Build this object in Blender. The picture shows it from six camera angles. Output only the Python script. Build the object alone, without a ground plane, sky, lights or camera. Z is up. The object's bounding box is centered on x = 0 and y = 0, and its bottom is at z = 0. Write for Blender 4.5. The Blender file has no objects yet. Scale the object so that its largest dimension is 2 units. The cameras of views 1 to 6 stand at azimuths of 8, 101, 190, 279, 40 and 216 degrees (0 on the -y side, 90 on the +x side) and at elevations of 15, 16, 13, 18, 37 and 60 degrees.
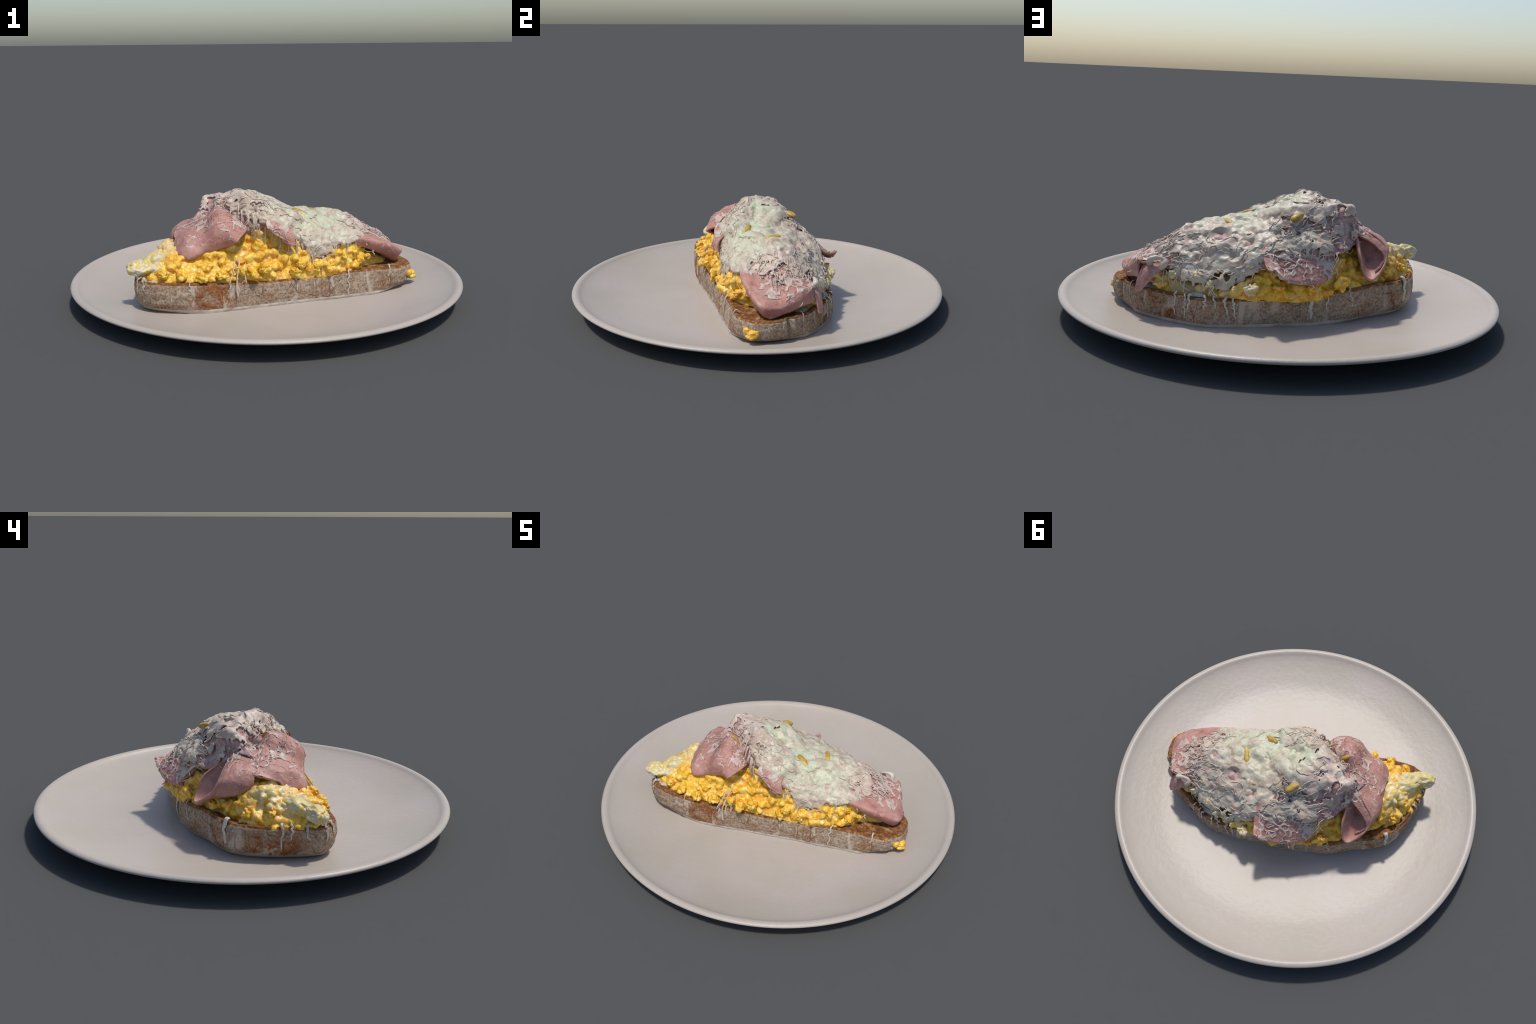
import bpy, math, random
import numpy as np
from mathutils import Vector

SEED = 7
random.seed(SEED)
rng = np.random.default_rng(SEED)

# ------------------------------------------------------------------ noise
def _hash(ix, iy, iz, k=0):
    h = (ix.astype(np.int64) * 374761393 + iy.astype(np.int64) * 668265263
         + iz.astype(np.int64) * 2147483647 + k * 974711) & 0xFFFFFFFF
    h = ((h ^ (h >> 13)) * 1274126177) & 0xFFFFFFFF
    h = ((h ^ (h >> 16)) * 2246822519) & 0xFFFFFFFF
    h = h ^ (h >> 15)
    return (h & 0xFFFFFF) / float(0xFFFFFF)

def vnoise(P, scale, k=0):
    """smooth value noise, about -1..1"""
    Q = np.asarray(P) * scale
    I = np.floor(Q); F = Q - I; F = F * F * F * (F * (F * 6 - 15) + 10)
    I = I.astype(np.int64); r = 0
    for dx in (0, 1):
        for dy in (0, 1):
            for dz in (0, 1):
                w = (F[:, 0] if dx else 1 - F[:, 0]) * (F[:, 1] if dy else 1 - F[:, 1]) * (F[:, 2] if dz else 1 - F[:, 2])
                r = r + w * _hash(I[:, 0] + dx, I[:, 1] + dy, I[:, 2] + dz, k)
    return r * 2 - 1

def fbm(P, scale, octaves=4, k=0, gain=0.5):
    a, r, t = 1.0, 0, 0
    for o in range(octaves):
        r = r + a * vnoise(P, scale * 2 ** o, k + 17 * o); t += a; a *= gain
    return r / t

def worley(P, scale, k=0):
    """distance to the nearest scattered point, in cell units"""
    Q = np.asarray(P) * scale
    I = np.floor(Q).astype(np.int64)
    best = np.full(len(Q), 9.0)
    for dx in (-1, 0, 1):
        for dy in (-1, 0, 1):
            for dz in (-1, 0, 1):
                c = I + np.array([dx, dy, dz])
                p = c + np.stack([_hash(c[:, 0], c[:, 1], c[:, 2], k + j) for j in (1, 2, 3)], 1)
                best = np.minimum(best, ((Q - p) ** 2).sum(1))
    return np.sqrt(best)

def bubbles(P, scale, k=0):
    """rounded lumps, 0 in the creases to 1 on the crowns"""
    return np.sqrt(np.clip(1 - (worley(P, scale, k) / 0.95) ** 2, 0, 1))

# ------------------------------------------------------------------ curves
def catmull(P, n, closed=False):
    """points through P, n of them, evenly spaced along the curve"""
    P = np.asarray(P, float)
    if closed:
        Q = np.vstack([P[-1], P, P[0], P[1]])
    else:
        Q = np.vstack([2 * P[0] - P[1], P, 2 * P[-1] - P[-2]])
    segs = len(Q) - 3
    t = np.linspace(0, segs, segs * 24 + 1)
    i = np.minimum(t.astype(int), segs - 1); f = (t - i)[:, None]
    a, b, c, d = Q[i], Q[i + 1], Q[i + 2], Q[i + 3]
    C = 0.5 * (2 * b + (c - a) * f + (2 * a - 5 * b + 4 * c - d) * f ** 2 + (3 * b - a - 3 * c + d) * f ** 3)
    s = np.concatenate([[0], np.cumsum(np.linalg.norm(np.diff(C, axis=0), axis=1))])
    u = np.linspace(0, s[-1], n + 1)[:-1] if closed else np.linspace(0, s[-1], n)
    return np.stack([np.interp(u, s, C[:, j]) for j in range(C.shape[1])], 1)

def grid_normals(G):
    du = np.gradient(G, axis=0); dv = np.gradient(G, axis=1)
    n = np.cross(du, dv)
    return n / np.maximum(np.linalg.norm(n, axis=2, keepdims=True), 1e-9)

def sheet(rows, nu, nv):
    """smooth surface through rows of control points"""
    A = np.stack([catmull(r, nv) for r in rows])
    return np.stack([catmull(A[:, j], nu) for j in range(nv)], 1)

def lerp_table(x, table):
    t = np.array(table, float)
    return np.interp(x, t[:, 0], t[:, 1])

# ------------------------------------------------------------------ meshes
def new_object(name, verts, faces, mat, parent, smooth=True):
    me = bpy.data.meshes.new(name)
    me.from_pydata([tuple(v) for v in np.asarray(verts, float).tolist()], [], faces)
    me.update()
    if smooth:
        me.polygons.foreach_set("use_smooth", [True] * len(me.polygons))
    me.materials.append(mat)
    ob = bpy.data.objects.new(name, me)
    bpy.context.collection.objects.link(ob)
    attach(ob, parent)
    return ob

def attach(ob, parent):
    ob.parent = parent
    off = Vector((0, 0, 0)); p = parent
    while p is not None:
        off += p.location; p = p.parent
    ob.location = ob.location - off if False else ob.location
    ob.matrix_parent_inverse.identity()
    ob.matrix_parent_inverse.translation = -off

def grid_faces(nu, nv, keep=None, wrap_v=False):
    f = []
    for i in range(nu - 1):
        for j in range(nv if wrap_v else nv - 1):
            if keep is None or keep[i, j]:
                k = (j + 1) % nv
                f.append((i * nv + j, (i + 1) * nv + j, (i + 1) * nv + k, i * nv + k))
    return f

def solid_sheet(name, G, th, mat, parent, keep=None):
    """closed sheet of thickness th whose outer face is the grid G; faces not kept are left out"""
    nu, nv = G.shape[:2]
    N = grid_normals(G)
    th = np.broadcast_to(np.asarray(th, float), (nu, nv))[..., None]
    top = G.reshape(-1, 3); bot = (G - N * th).reshape(-1, 3)
    if keep is None:
        keep = np.ones((nu - 1, nv - 1), bool)
    F = grid_faces(nu, nv, keep)
    n = nu * nv
    faces = list(F) + [tuple(v + n for v in reversed(q)) for q in F]
    count = {}
    for q in F:
        for a, b in zip(q, q[1:] + q[:1]):
            count[(a, b)] = 1
    for (a, b) in list(count):
        if (b, a) not in count:
            faces.append((b, a, a + n, b + n))
    V = np.vstack([top, bot])
    used = sorted({v for f in faces for v in f})
    remap = {v: i for i, v in enumerate(used)}
    return new_object(name, V[used], [tuple(remap[v] for v in f) for f in faces], mat, parent)

def tube(path, radii, sides=6, flat=None):
    """tube verts and faces; flat=(normal array, factor) squashes it toward a surface"""
    P = np.asarray(path, float); n = len(P)
    r = np.broadcast_to(np.asarray(radii, float), (n,))
    T = np.gradient(P, axis=0); T /= np.maximum(np.linalg.norm(T, axis=1, keepdims=True), 1e-9)
    ref = flat[0] if flat is not None else np.tile([0.31, 0.22, 0.93], (n, 1))
    A = np.cross(T, ref); A /= np.maximum(np.linalg.norm(A, axis=1, keepdims=True), 1e-9)
    B = np.cross(A, T)
    k = flat[1] if flat is not None else 1.0
    V = []
    for j in range(sides):
        a = 2 * math.pi * j / sides
        V.append(P + (A * math.cos(a) + B * math.sin(a) * k) * r[:, None])
    V = np.stack(V, 1).reshape(-1, 3)
    F = grid_faces(n, sides, wrap_v=True)
    F.append(tuple(range(sides)))
    F.append(tuple(reversed(range((n - 1) * sides, n * sides))))
    return V, F

def join_parts(parts):
    V, F, o = [], [], 0
    for v, f in parts:
        V.append(v); F += [tuple(i + o for i in q) for q in f]; o += len(v)
    return np.vstack(V), F

_ico_cache = {}
def ico(level):
    if level not in _ico_cache:
        import bmesh
        bm = bmesh.new(); bmesh.ops.create_icosphere(bm, subdivisions=level, radius=1.0)
        bm.verts.ensure_lookup_table()
        V = np.array([v.co[:] for v in bm.verts]); F = [tuple(v.index for v in f.verts) for f in bm.faces]
        bm.free(); _ico_cache[level] = (V, F)
    return _ico_cache[level]

# ------------------------------------------------------------------ materials
class Mat:
    def __init__(self, name, rough=0.55, spec=0.3):
        self.m = bpy.data.materials.new(name); self.m.use_nodes = True
        self.nt = self.m.node_tree; self.bsdf = self.nt.nodes["Principled BSDF"]
        self.bsdf.inputs["Roughness"].default_value = rough
        self.bsdf.inputs["Specular IOR Level"].default_value = spec
        self.co = self.nt.nodes.new("ShaderNodeTexCoord").outputs["Object"]
    def mapping(self, scale=(1, 1, 1), rot=(0, 0, 0), loc=(0, 0, 0)):
        n = self.nt.nodes.new("ShaderNodeMapping")
        n.inputs["Scale"].default_value = scale; n.inputs["Rotation"].default_value = rot
        n.inputs["Location"].default_value = loc
        self.nt.links.new(self.co, n.inputs["Vector"]); return n.outputs[0]
    def noise(self, scale, detail=4, rough=0.55, dist=0.0, vec=None):
        n = self.nt.nodes.new("ShaderNodeTexNoise")
        n.inputs["Scale"].default_value = scale; n.inputs["Detail"].default_value = detail
        n.inputs["Roughness"].default_value = rough; n.inputs["Distortion"].default_value = dist
        self.nt.links.new(vec or self.co, n.inputs["Vector"]); return n.outputs["Fac"]
    def voronoi(self, scale, feature='F1', vec=None):
        n = self.nt.nodes.new("ShaderNodeTexVoronoi"); n.feature = feature
        n.inputs["Scale"].default_value = scale
        self.nt.links.new(vec or self.co, n.inputs["Vector"]); return n.outputs["Distance"]
    def ramp(self, fac, stops, interp='LINEAR'):
        n = self.nt.nodes.new("ShaderNodeValToRGB"); n.color_ramp.interpolation = interp
        e = n.color_ramp.elements
        while len(e) < len(stops): e.new(0.5)
        for s, (p, c) in zip(e, stops):
            s.position = p; s.color = (c, c, c, 1) if isinstance(c, (int, float)) else (*c, 1)
        self.nt.links.new(fac, n.inputs[0]); return n.outputs[0]
    def mix(self, fac, a, b, blend='MIX'):
        n = self.nt.nodes.new("ShaderNodeMix"); n.data_type = 'RGBA'; n.blend_type = blend
        for sock, v in ((n.inputs[0], fac), (n.inputs[6], a), (n.inputs[7], b)):
            if isinstance(v, (int, float)): sock.default_value = v
            elif isinstance(v, tuple): sock.default_value = (*v, 1)
            else: self.nt.links.new(v, sock)
        return n.outputs[2]
    def math(self, op, a, b=0.0, clamp=False):
        n = self.nt.nodes.new("ShaderNodeMath"); n.operation = op; n.use_clamp = clamp
        for sock, v in ((n.inputs[0], a), (n.inputs[1], b)):
            if isinstance(v, (int, float)): sock.default_value = v
            else: self.nt.links.new(v, sock)
        return n.outputs[0]
    def sphere_mask(self, centre, radii, rot=(0, 0, 0), soft=0.35):
        """1 inside an ellipsoid, falling to 0 across its soft border"""
        n = self.nt.nodes.new("ShaderNodeVectorMath"); n.operation = 'SUBTRACT'
        self.nt.links.new(self.co, n.inputs[0]); n.inputs[1].default_value = centre
        r = self.nt.nodes.new("ShaderNodeVectorRotate"); r.rotation_type = 'EULER_XYZ'
        r.inputs["Rotation"].default_value = rot
        self.nt.links.new(n.outputs[0], r.inputs["Vector"])
        d = self.nt.nodes.new("ShaderNodeVectorMath"); d.operation = 'DIVIDE'
        self.nt.links.new(r.outputs[0], d.inputs[0]); d.inputs[1].default_value = radii
        l = self.nt.nodes.new("ShaderNodeVectorMath"); l.operation = 'LENGTH'
        self.nt.links.new(d.outputs[0], l.inputs[0])
        return self.ramp(l.outputs["Value"], [(max(0, 1 - soft), 1.0), (1.0, 0.0)])
    def bump(self, height, strength=0.3, dist=0.004):
        n = self.nt.nodes.new("ShaderNodeBump")
        n.inputs["Strength"].default_value = strength; n.inputs["Distance"].default_value = dist
        self.nt.links.new(height, n.inputs["Height"])
        self.nt.links.new(n.outputs[0], self.bsdf.inputs["Normal"])
    def colour(self, sock):
        if isinstance(sock, tuple): self.bsdf.inputs["Base Color"].default_value = (*sock, 1)
        else: self.nt.links.new(sock, self.bsdf.inputs["Base Color"])
    def sss(self, w, radius, scale=0.01):
        self.bsdf.inputs["Subsurface Weight"].default_value = w
        self.bsdf.inputs["Subsurface Radius"].default_value = radius
        self.bsdf.inputs["Subsurface Scale"].default_value = scale

def srgb(r, g, b):
    f = lambda c: (c / 255 / 12.92) if c / 255 <= 0.04045 else ((c / 255 + 0.055) / 1.055) ** 2.4
    return (f(r), f(g), f(b))

def make_materials():
    M = {}
    # glazed stoneware
    m = Mat("stoneware_glaze", 0.42, 0.35)
    c = m.ramp(m.noise(2.2, 3), [(0.3, srgb(169, 160, 147)), (0.5, srgb(174, 164, 153)), (0.7, srgb(178, 167, 160))])
    c = m.mix(m.ramp(m.noise(60, 3), [(0.42, 0.0), (0.75, 0.25)]), c, srgb(166, 154, 144))
    m.colour(c); m.bump(m.noise(34, 3), 0.25, 0.006); M["plate"] = m.m
    # crust
    m = Mat("floured_crust", 0.85, 0.15)
    fine = m.noise(95, 5, 0.7); mid = m.noise(14, 5, 0.65, 0.6); big = m.noise(5.0, 4, 0.6, 0.4)
    base = m.ramp(fine, [(0.30, srgb(98, 74, 54)), (0.46, srgb(143, 121, 100)), (0.68, srgb(178, 162, 143))])
    brown = m.ramp(fine, [(0.3, srgb(92, 54, 32)), (0.55, srgb(138, 88, 52)), (0.75, srgb(170, 122, 80))])
    k = m.ramp(m.math('ADD', m.math('MULTIPLY', big, 0.6), m.math('MULTIPLY', mid, 0.45)), [(0.585, 0.0), (0.66, 1.0)])
    patch = m.sphere_mask((-0.20, -0.40, 0.10), (0.16, 0.10, 0.10), soft=0.5)
    patch2 = m.sphere_mask((-0.61, -0.24, 0.10), (0.10, 0.17, 0.10), soft=0.5)
    patch3 = m.sphere_mask((0.47, 0.42, 0.08), (0.16, 0.08, 0.10), soft=0.5)
    patch = m.math('MAXIMUM', patch, m.sphere_mask((-0.47, -0.47, 0.045), (0.20, 0.12, 0.040), soft=0.5))
    wob = m.ramp(mid, [(0.38, 0.0), (0.52, 1.0)])
    pm = m.math('MULTIPLY', m.math('MAXIMUM', m.math('MAXIMUM', patch, patch2), patch3), wob)
    c = m.mix(m.math('MAXIMUM', m.math('MULTIPLY', k, 0.6), pm), base, brown)
    flour = m.ramp(m.noise(9, 5, 0.7, 1.2, m.mapping((1, 1, 0.5), loc=(3, 1, 2))), [(0.53, 0.0), (0.62, 0.75)])
    c = m.mix(flour, c, srgb(188, 174, 157))
    crack = m.ramp(m.voronoi(7.5, 'DISTANCE_TO_EDGE', m.mapping((1, 1, 0.55))), [(0.0, 1.0), (0.018, 0.0)])
    crack = m.math('MULTIPLY', crack, m.ramp(big, [(0.53, 0.0), (0.60, 0.7)]))
    c = m.mix(crack, c, srgb(70, 48, 36))
    m.colour(c); m.bump(m.math('ADD', fine, m.math('MULTIPLY', crack, -1.5)), 0.5, 0.006); M["crust"] = m.m
    # toasted cut face
    m = Mat("toasted_crumb", 0.8, 0.15)
    n = m.noise(38, 6, 0.7)
    c = m.ramp(n, [(0.3, srgb(80, 48, 26)), (0.5, srgb(128, 84, 48)), (0.68, srgb(176, 142, 104))])
    m.colour(c); m.bump(n, 0.7, 0.01); M["crumb"] = m.m
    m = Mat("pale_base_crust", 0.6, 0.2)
    m.colour(m.ramp(m.noise(14, 4), [(0.35, srgb(176, 164, 150)), (0.65, srgb(200, 190, 178))])); M["base"] = m.m
    # cream spread
    m = Mat("cream_spread", 0.5, 0.3)
    m.colour(m.ramp(m.noise(22, 5), [(0.3, srgb(160, 142, 124)), (0.5, srgb(186, 176, 162)), (0.7, srgb(186, 188, 176))]))
    m.bump(m.noise(50, 4), 0.4, 0.006); M["cream"] = m.m
    # egg
    m = Mat("scrambled_egg", 0.38, 0.45)
    n = m.noise(26, 5, 0.6, 0.5); s = m.noise(9, 4, 0.6)
    c = m.ramp(n, [(0.26, srgb(190, 112, 26)), (0.40, srgb(220, 158, 40)), (0.55, srgb(232, 190, 66)), (0.70, srgb(232, 212, 132))])
    c = m.mix(m.ramp(s, [(0.5, 0.0), (0.68, 0.55)]), c, srgb(214, 192, 66))
    c = m.mix(m.ramp(m.noise(70, 3), [(0.56, 0.0), (0.68, 0.7)]), c, srgb(184, 100, 30))
    c = m.mix(m.ramp(m.noise(13, 6, 0.7, 1.2, m.mapping(loc=(2, 5, 1))), [(0.55, 0.0), (0.66, 0.7)]), c, srgb(224, 206, 160))
    film = m.math('MAXIMUM', m.sphere_mask((-0.50, -0.24, 0.28), (0.13, 0.16, 0.13), soft=0.6), m.sphere_mask((0.28, 0.38, 0.22), (0.26, 0.10, 0.12), soft=0.6))
    film = m.math('MULTIPLY', film, m.ramp(m.noise(19, 6, 0.65, 1.6), [(0.42, 0.0), (0.56, 0.9)]))
    c = m.mix(film, c, srgb(212, 198, 166))
    m.colour(c); m.sss(0.15, (1, 0.6, 0.15)); m.bump(m.noise(90, 4), 0.35, 0.004); M["egg"] = m.m
    # egg under a thin film of cream
    m = Mat("creamy_egg", 0.4, 0.4)
    fil = m.noise(20, 6, 0.65, 1.5)
    c = m.ramp(fil, [(0.34, srgb(214, 176, 56)), (0.43, srgb(206, 184, 106)), (0.52, srgb(204, 194, 164)), (0.66, srgb(198, 192, 178))])
    m.colour(c); m.sss(0.12, (1, 0.7, 0.3)); m.bump(fil, 0.4, 0.006); M["creamy_egg"] = m.m
    # ham
    m = Mat("cooked_ham", 0.5, 0.3)
    n = m.noise(14, 6, 0.68); f = m.noise(85, 4, 0.6)
    c = m.ramp(n, [(0.3, srgb(154, 103, 92)), (0.5, srgb(176, 127, 115)), (0.7, srgb(188, 147, 134))])
    c = m.mix(m.ramp(f, [(0.56, 0.0), (0.74, 0.45)]), c, srgb(204, 168, 160))
    c = m.mix(m.ramp(m.noise(18, 5, 0.7, 1.0, m.mapping((1, 1, 1), loc=(4, 2, 7))), [(0.58, 0.0), (0.68, 0.7)]), c, srgb(198, 180, 174))
    m.colour(c); m.sss(0.15, (1, 0.35, 0.25)); m.bump(f, 0.15, 0.003); M["ham"] = m.m
    m = Mat("creamed_ham", 0.42, 0.4)
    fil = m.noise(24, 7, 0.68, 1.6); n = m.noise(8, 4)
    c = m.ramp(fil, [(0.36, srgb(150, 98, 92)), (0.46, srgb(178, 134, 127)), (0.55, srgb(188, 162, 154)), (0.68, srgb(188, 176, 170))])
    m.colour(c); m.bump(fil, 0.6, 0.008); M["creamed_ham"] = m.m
    # melted cheese
    m = Mat("melted_cheese", 0.42, 0.4)
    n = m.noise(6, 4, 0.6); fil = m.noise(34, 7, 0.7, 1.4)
    c = m.ramp(n, [(0.32, srgb(192, 176, 158)), (0.5, srgb(198, 188, 168)), (0.68, srgb(202, 195, 179))])
    green = m.math('MAXIMUM', m.sphere_mask((0.20, 0.02, 0.40), (0.30, 0.22, 0.2), (0, 0, -0.3), 0.6),
                   m.sphere_mask((-0.05, 0.02, 0.50), (0.16, 0.12, 0.1), soft=0.7))
    green = m.math('MULTIPLY', green, m.ramp(m.noise(9, 4, 0.6), [(0.34, 0.1), (0.52, 0.9)]))
    c = m.mix(green, c, srgb(190, 197, 166))
    dark_fleck = m.ramp(fil, [(0.34, 0.8), (0.45, 0.0)])
    c = m.mix(m.ramp(m.noise(17, 5, 0.65, 0.8, m.mapping(loc=(7, 3, 5))), [(0.47, 0.0), (0.62, 0.65)]), c, srgb(174, 146, 126))  # brownish patches partly paint the occlusion shading of the cheese hollows
    c = m.mix(dark_fleck, c, srgb(160, 128, 112))
    pink = m.math('MAXIMUM', m.sphere_mask((0.50, 0.24, 0.32), (0.20, 0.22, 0.2), soft=0.5), m.sphere_mask((-0.22, 0.0, 0.45), (0.20, 0.30, 0.22), soft=0.6))
    pink = m.math('MULTIPLY', pink, m.ramp(m.noise(30, 6, 0.7, 1.2), [(0.42, 0.0), (0.58, 0.75)]))
    c = m.mix(pink, c, srgb(192, 162, 154))
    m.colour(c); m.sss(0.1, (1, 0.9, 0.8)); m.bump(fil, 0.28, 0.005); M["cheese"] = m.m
    m = Mat("cheese_string", 0.4, 0.4)
    m.colour(m.ramp(m.noise(14, 3), [(0.35, srgb(188, 172, 154)), (0.6, srgb(194, 180, 166)), (0.75, srgb(190, 186, 170))]))
    M["string"] = m.m
    m = Mat("cheese_film", 0.42, 0.35)
    m.colour(m.ramp(m.noise(30, 5, 0.65), [(0.35, srgb(184, 156, 142)), (0.55, srgb(194, 173, 162)), (0.7, srgb(196, 184, 170))]))
    M["film"] = m.m
    m = Mat("toasted_seed", 0.45, 0.4)
    n = m.noise(26, 4, 0.6)
    m.colour(m.ramp(n, [(0.35, srgb(150, 118, 46)), (0.55, srgb(190, 158, 74)), (0.72, srgb(206, 180, 108))]))
    m.bump(n, 0.2, 0.003); M["seed"] = m.m
    return M

# ------------------------------------------------------------------ plate
# (radius, height): dish side from the centre out, over the rim, back under to the foot
DISH = [(0.0, .011), (.35, .011), (.50, .0125), (.62, .018), (.74, .0315), (.84, .0545), (.91, .0755), (.945, .0895), (.960, .0985)]
RIM = [(.969, .1035), (.980, .1055), (.991, .1030), (.9985, .0970), (.9995, .0925), (.996, .0880)]
UNDER = [(.983, .0820), (.95, .0710), (.90, .0540), (.82, .0310), (.70, .011), (.60, .001), (.57, 0.0), (.2, 0.0), (0.0, 0.0)]

def plate_z(r):
    return lerp_table(r, DISH)

def build_plate(M):
    root = bpy.data.objects.new("dinner_plate", None); bpy.context.collection.objects.link(root)
    root["label"] = "round shallow pale beige stoneware plate with rolled rim"; root["category"] = "plate"
    prof_all = catmull(DISH + RIM + UNDER, 400)
    s_cut1 = int(np.argmin(np.abs(prof_all[:200 + 100, 0] - .962) + (prof_all[:300, 1] < .086)))
    # the rim runs from where the dish turns over to where the underside starts
    idx_top = s_cut1
    idx_bot = int(np.argmax((np.arange(400) > s_cut1) & (prof_all[:, 1] < .084)))
    nphi = 360
    phi = np.linspace(0, 2 * np.pi, nphi, endpoint=False)
    def revolve(name, p):
        G = np.stack([np.outer(p[:, 0], np.cos(phi)), np.outer(p[:, 0], np.sin(phi)), np.outer(p[:, 1], np.ones(nphi))], 2)
        new_object(name, G.reshape(-1, 3), grid_faces(len(p), nphi, wrap_v=True), M["plate"], root)
    p = prof_all.copy(); p[0, 0] = p[-1, 0] = 1e-4
    revolve("dish", p[:idx_top + 1]); revolve("rim", p[idx_top:idx_bot + 1]); revolve("underside", p[idx_bot:])
    return root

# ------------------------------------------------------------------ bread
OUTLINE = [(-.530, -.478), (-.460, -.490), (-.375, -.474), (-.28, -.442), (-.18, -.394), (-.03, -.313), (.149, -.222), (.282, -.154),
           (.477, -.060), (.61, .0), (.695, .045), (.740, .110), (.746, .180), (.708, .262), (.636, .326), (.545, .380),
           (.42, .420), (.26, .446), (.11, .408), (-.015, .356), (-.17, .290), (-.355, .196), (-.46, .098), (-.535, .030),
           (-.588, -.040), (-.610, -.12), (-.610, -.24), (-.598, -.355), (-.574, -.438)]
TOP_Z = [(-.62, .185), (-.46, .190), (-.29, .176), (-.17, .164), (-.06, .155), (.05, .149), (.3, .150), (.45, .158), (.6, .160), (.76, .158)]

def bread_ring(n):
    return catmull([(x, y, 0) for x, y in OUTLINE], n, closed=True)[:, :2]

def ring_normals(R):
    T = np.roll(R, -1, 0) - np.roll(R, 1, 0)
    N = np.stack([T[:, 1], -T[:, 0]], 1)
    return N / np.linalg.norm(N, axis=1, keepdims=True)

def crust_point(xy, nrm, h):
    """point on the crust: h=0 bottom edge .. 1 top edge"""
    r = np.linalg.norm(xy, axis=1)
    zb = plate_z(r) + .004; zt = lerp_table(xy[:, 0], TOP_Z)
    end = np.interp(h, [0, .08, .2, .35, .65, .9, 1.0], [-.066, -.042, -.020, -.006, .0, -.004, -.014])
    mid = np.interp(h, [0, .04, .12, .35, .7, .92, 1.0], [-.010, .0, .004, .003, -.003, -.009, -.018])
    back = np.interp(h, [0, .06, .2, .4, .7, .93, 1.0], [-.022, -.008, .0, .002, .0, -.004, -.012])
    w_end = np.clip(np.maximum((-.22 - xy[:, 0]) / .2, (xy[:, 0] - .58) / .1), 0, 1)
    w_back = np.clip(nrm[:, 1] * 1.5 + .5, 0, 1)
    prof = (mid * (1 - w_back) + back * w_back) * (1 - w_end) + end * w_end
    prof = prof[:, None]
    p2 = xy + nrm * prof
    z = zb + (zt - zb) * h
    return np.column_stack([p2, z])

def build_bread(M, root):
    n = 520
    R = bread_ring(n); N = ring_normals(R)
    bread = bpy.data.objects.new("bread_slice", None); bpy.context.collection.objects.link(bread)
    attach(bread, root)
    hs = np.linspace(0, 1, 46)
    G = np.stack([crust_point(R, N, h) for h in hs])
    P = G.reshape(-1, 3); NN = np.tile(np.column_stack([N, np.zeros(n)]), (len(hs), 1))
    edge = np.repeat(np.minimum(1, hs * 8), n)
    d = .006 * fbm(P * [1, 1, .45], 9, 3, 3) + .0035 * fbm(P, 40, 3, 5) + .0015 * vnoise(P, 140, 9)
    # upright splits in the crust of the right hand end
    end = np.clip((P[:, 0] - .56) / .1, 0, 1)
    d -= end * .007 * np.clip(1 - np.abs(vnoise(P * [1, 1, .08], 17, 21)) * 5, 0, 1)
    notch = R[int(np.argmin((R[:, 0] - .668) ** 2 + (R[:, 1] - .305) ** 2))]
    d -= .034 * np.clip(1 - np.linalg.norm(P[:, :2] - notch, axis=1) / .022, 0, 1)
    P = P + NN * (d * edge)[:, None]
    k = 9
    F = grid_faces(len(hs), n, wrap_v=True)
    low = [f for f in F if f[1] // n <= k - 1]
    side = [tuple(i - (k - 1) * n for i in f) for f in F if k - 1 <= f[0] // n < len(hs) - 4]
    crust = new_object("crust", P[(k - 1) * n:(len(hs) - 3) * n], side, M["crust"], bread)
    # underside with the pale lower edge
    inner = [P[:n]]
    c0 = P[:n].mean(0)
    vs = [P[:k * n]]
    bottom = []
    rings = [1.0, .8, .5, .2]
    for s in rings[1:]:
        q = c0 + (P[:n] - c0) * s
        q[:, 2] = plate_z(np.linalg.norm(q[:, :2], axis=1)) + .003
        bottom.append(q)
    V = np.vstack([P[:k * n]] + bottom)
    fl = list(low)
    prev = 0
    for b in range(len(bottom)):
        o = k * n + b * n
        for j in range(n):
            jj = (j + 1) % n
            fl.append((prev + j, prev + jj, o + jj, o + j))
        prev = o
    fl.append(tuple(prev + j for j in range(n)))
    new_object("base_crust", V, fl, M["base"], bread)
    # toasted cut face, a shallow dished disc inside the crust edge
    top = P[-n:]; c1 = top.mean(0); rows = [P[-4 * n:-3 * n], P[-3 * n:-2 * n], P[-2 * n:-n], top]
    ins = np.array([.006, .014, .026, .05, .085, .13])
    drop = np.array([.000, -.003, -.008, -.012, -.013, -.013])
    for a, b in zip(ins, drop):
        q = top.copy(); q[:, :2] -= N * a * np.minimum(1, 1)
        q[:, 2] += b
        q += np.column_stack([np.zeros((n, 2)), .004 * fbm(q, 30, 3, 31)])
        rows.append(q)
    flat = c1 + (rows[-1] - c1) * .3; flat[:, 2] = c1[2] - .013
    rows.append(flat)
    new_object("toasted_crumb", np.vstack(rows), grid_faces(len(rows), n, wrap_v=True), M["crumb"], bread)
    return R, N

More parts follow.
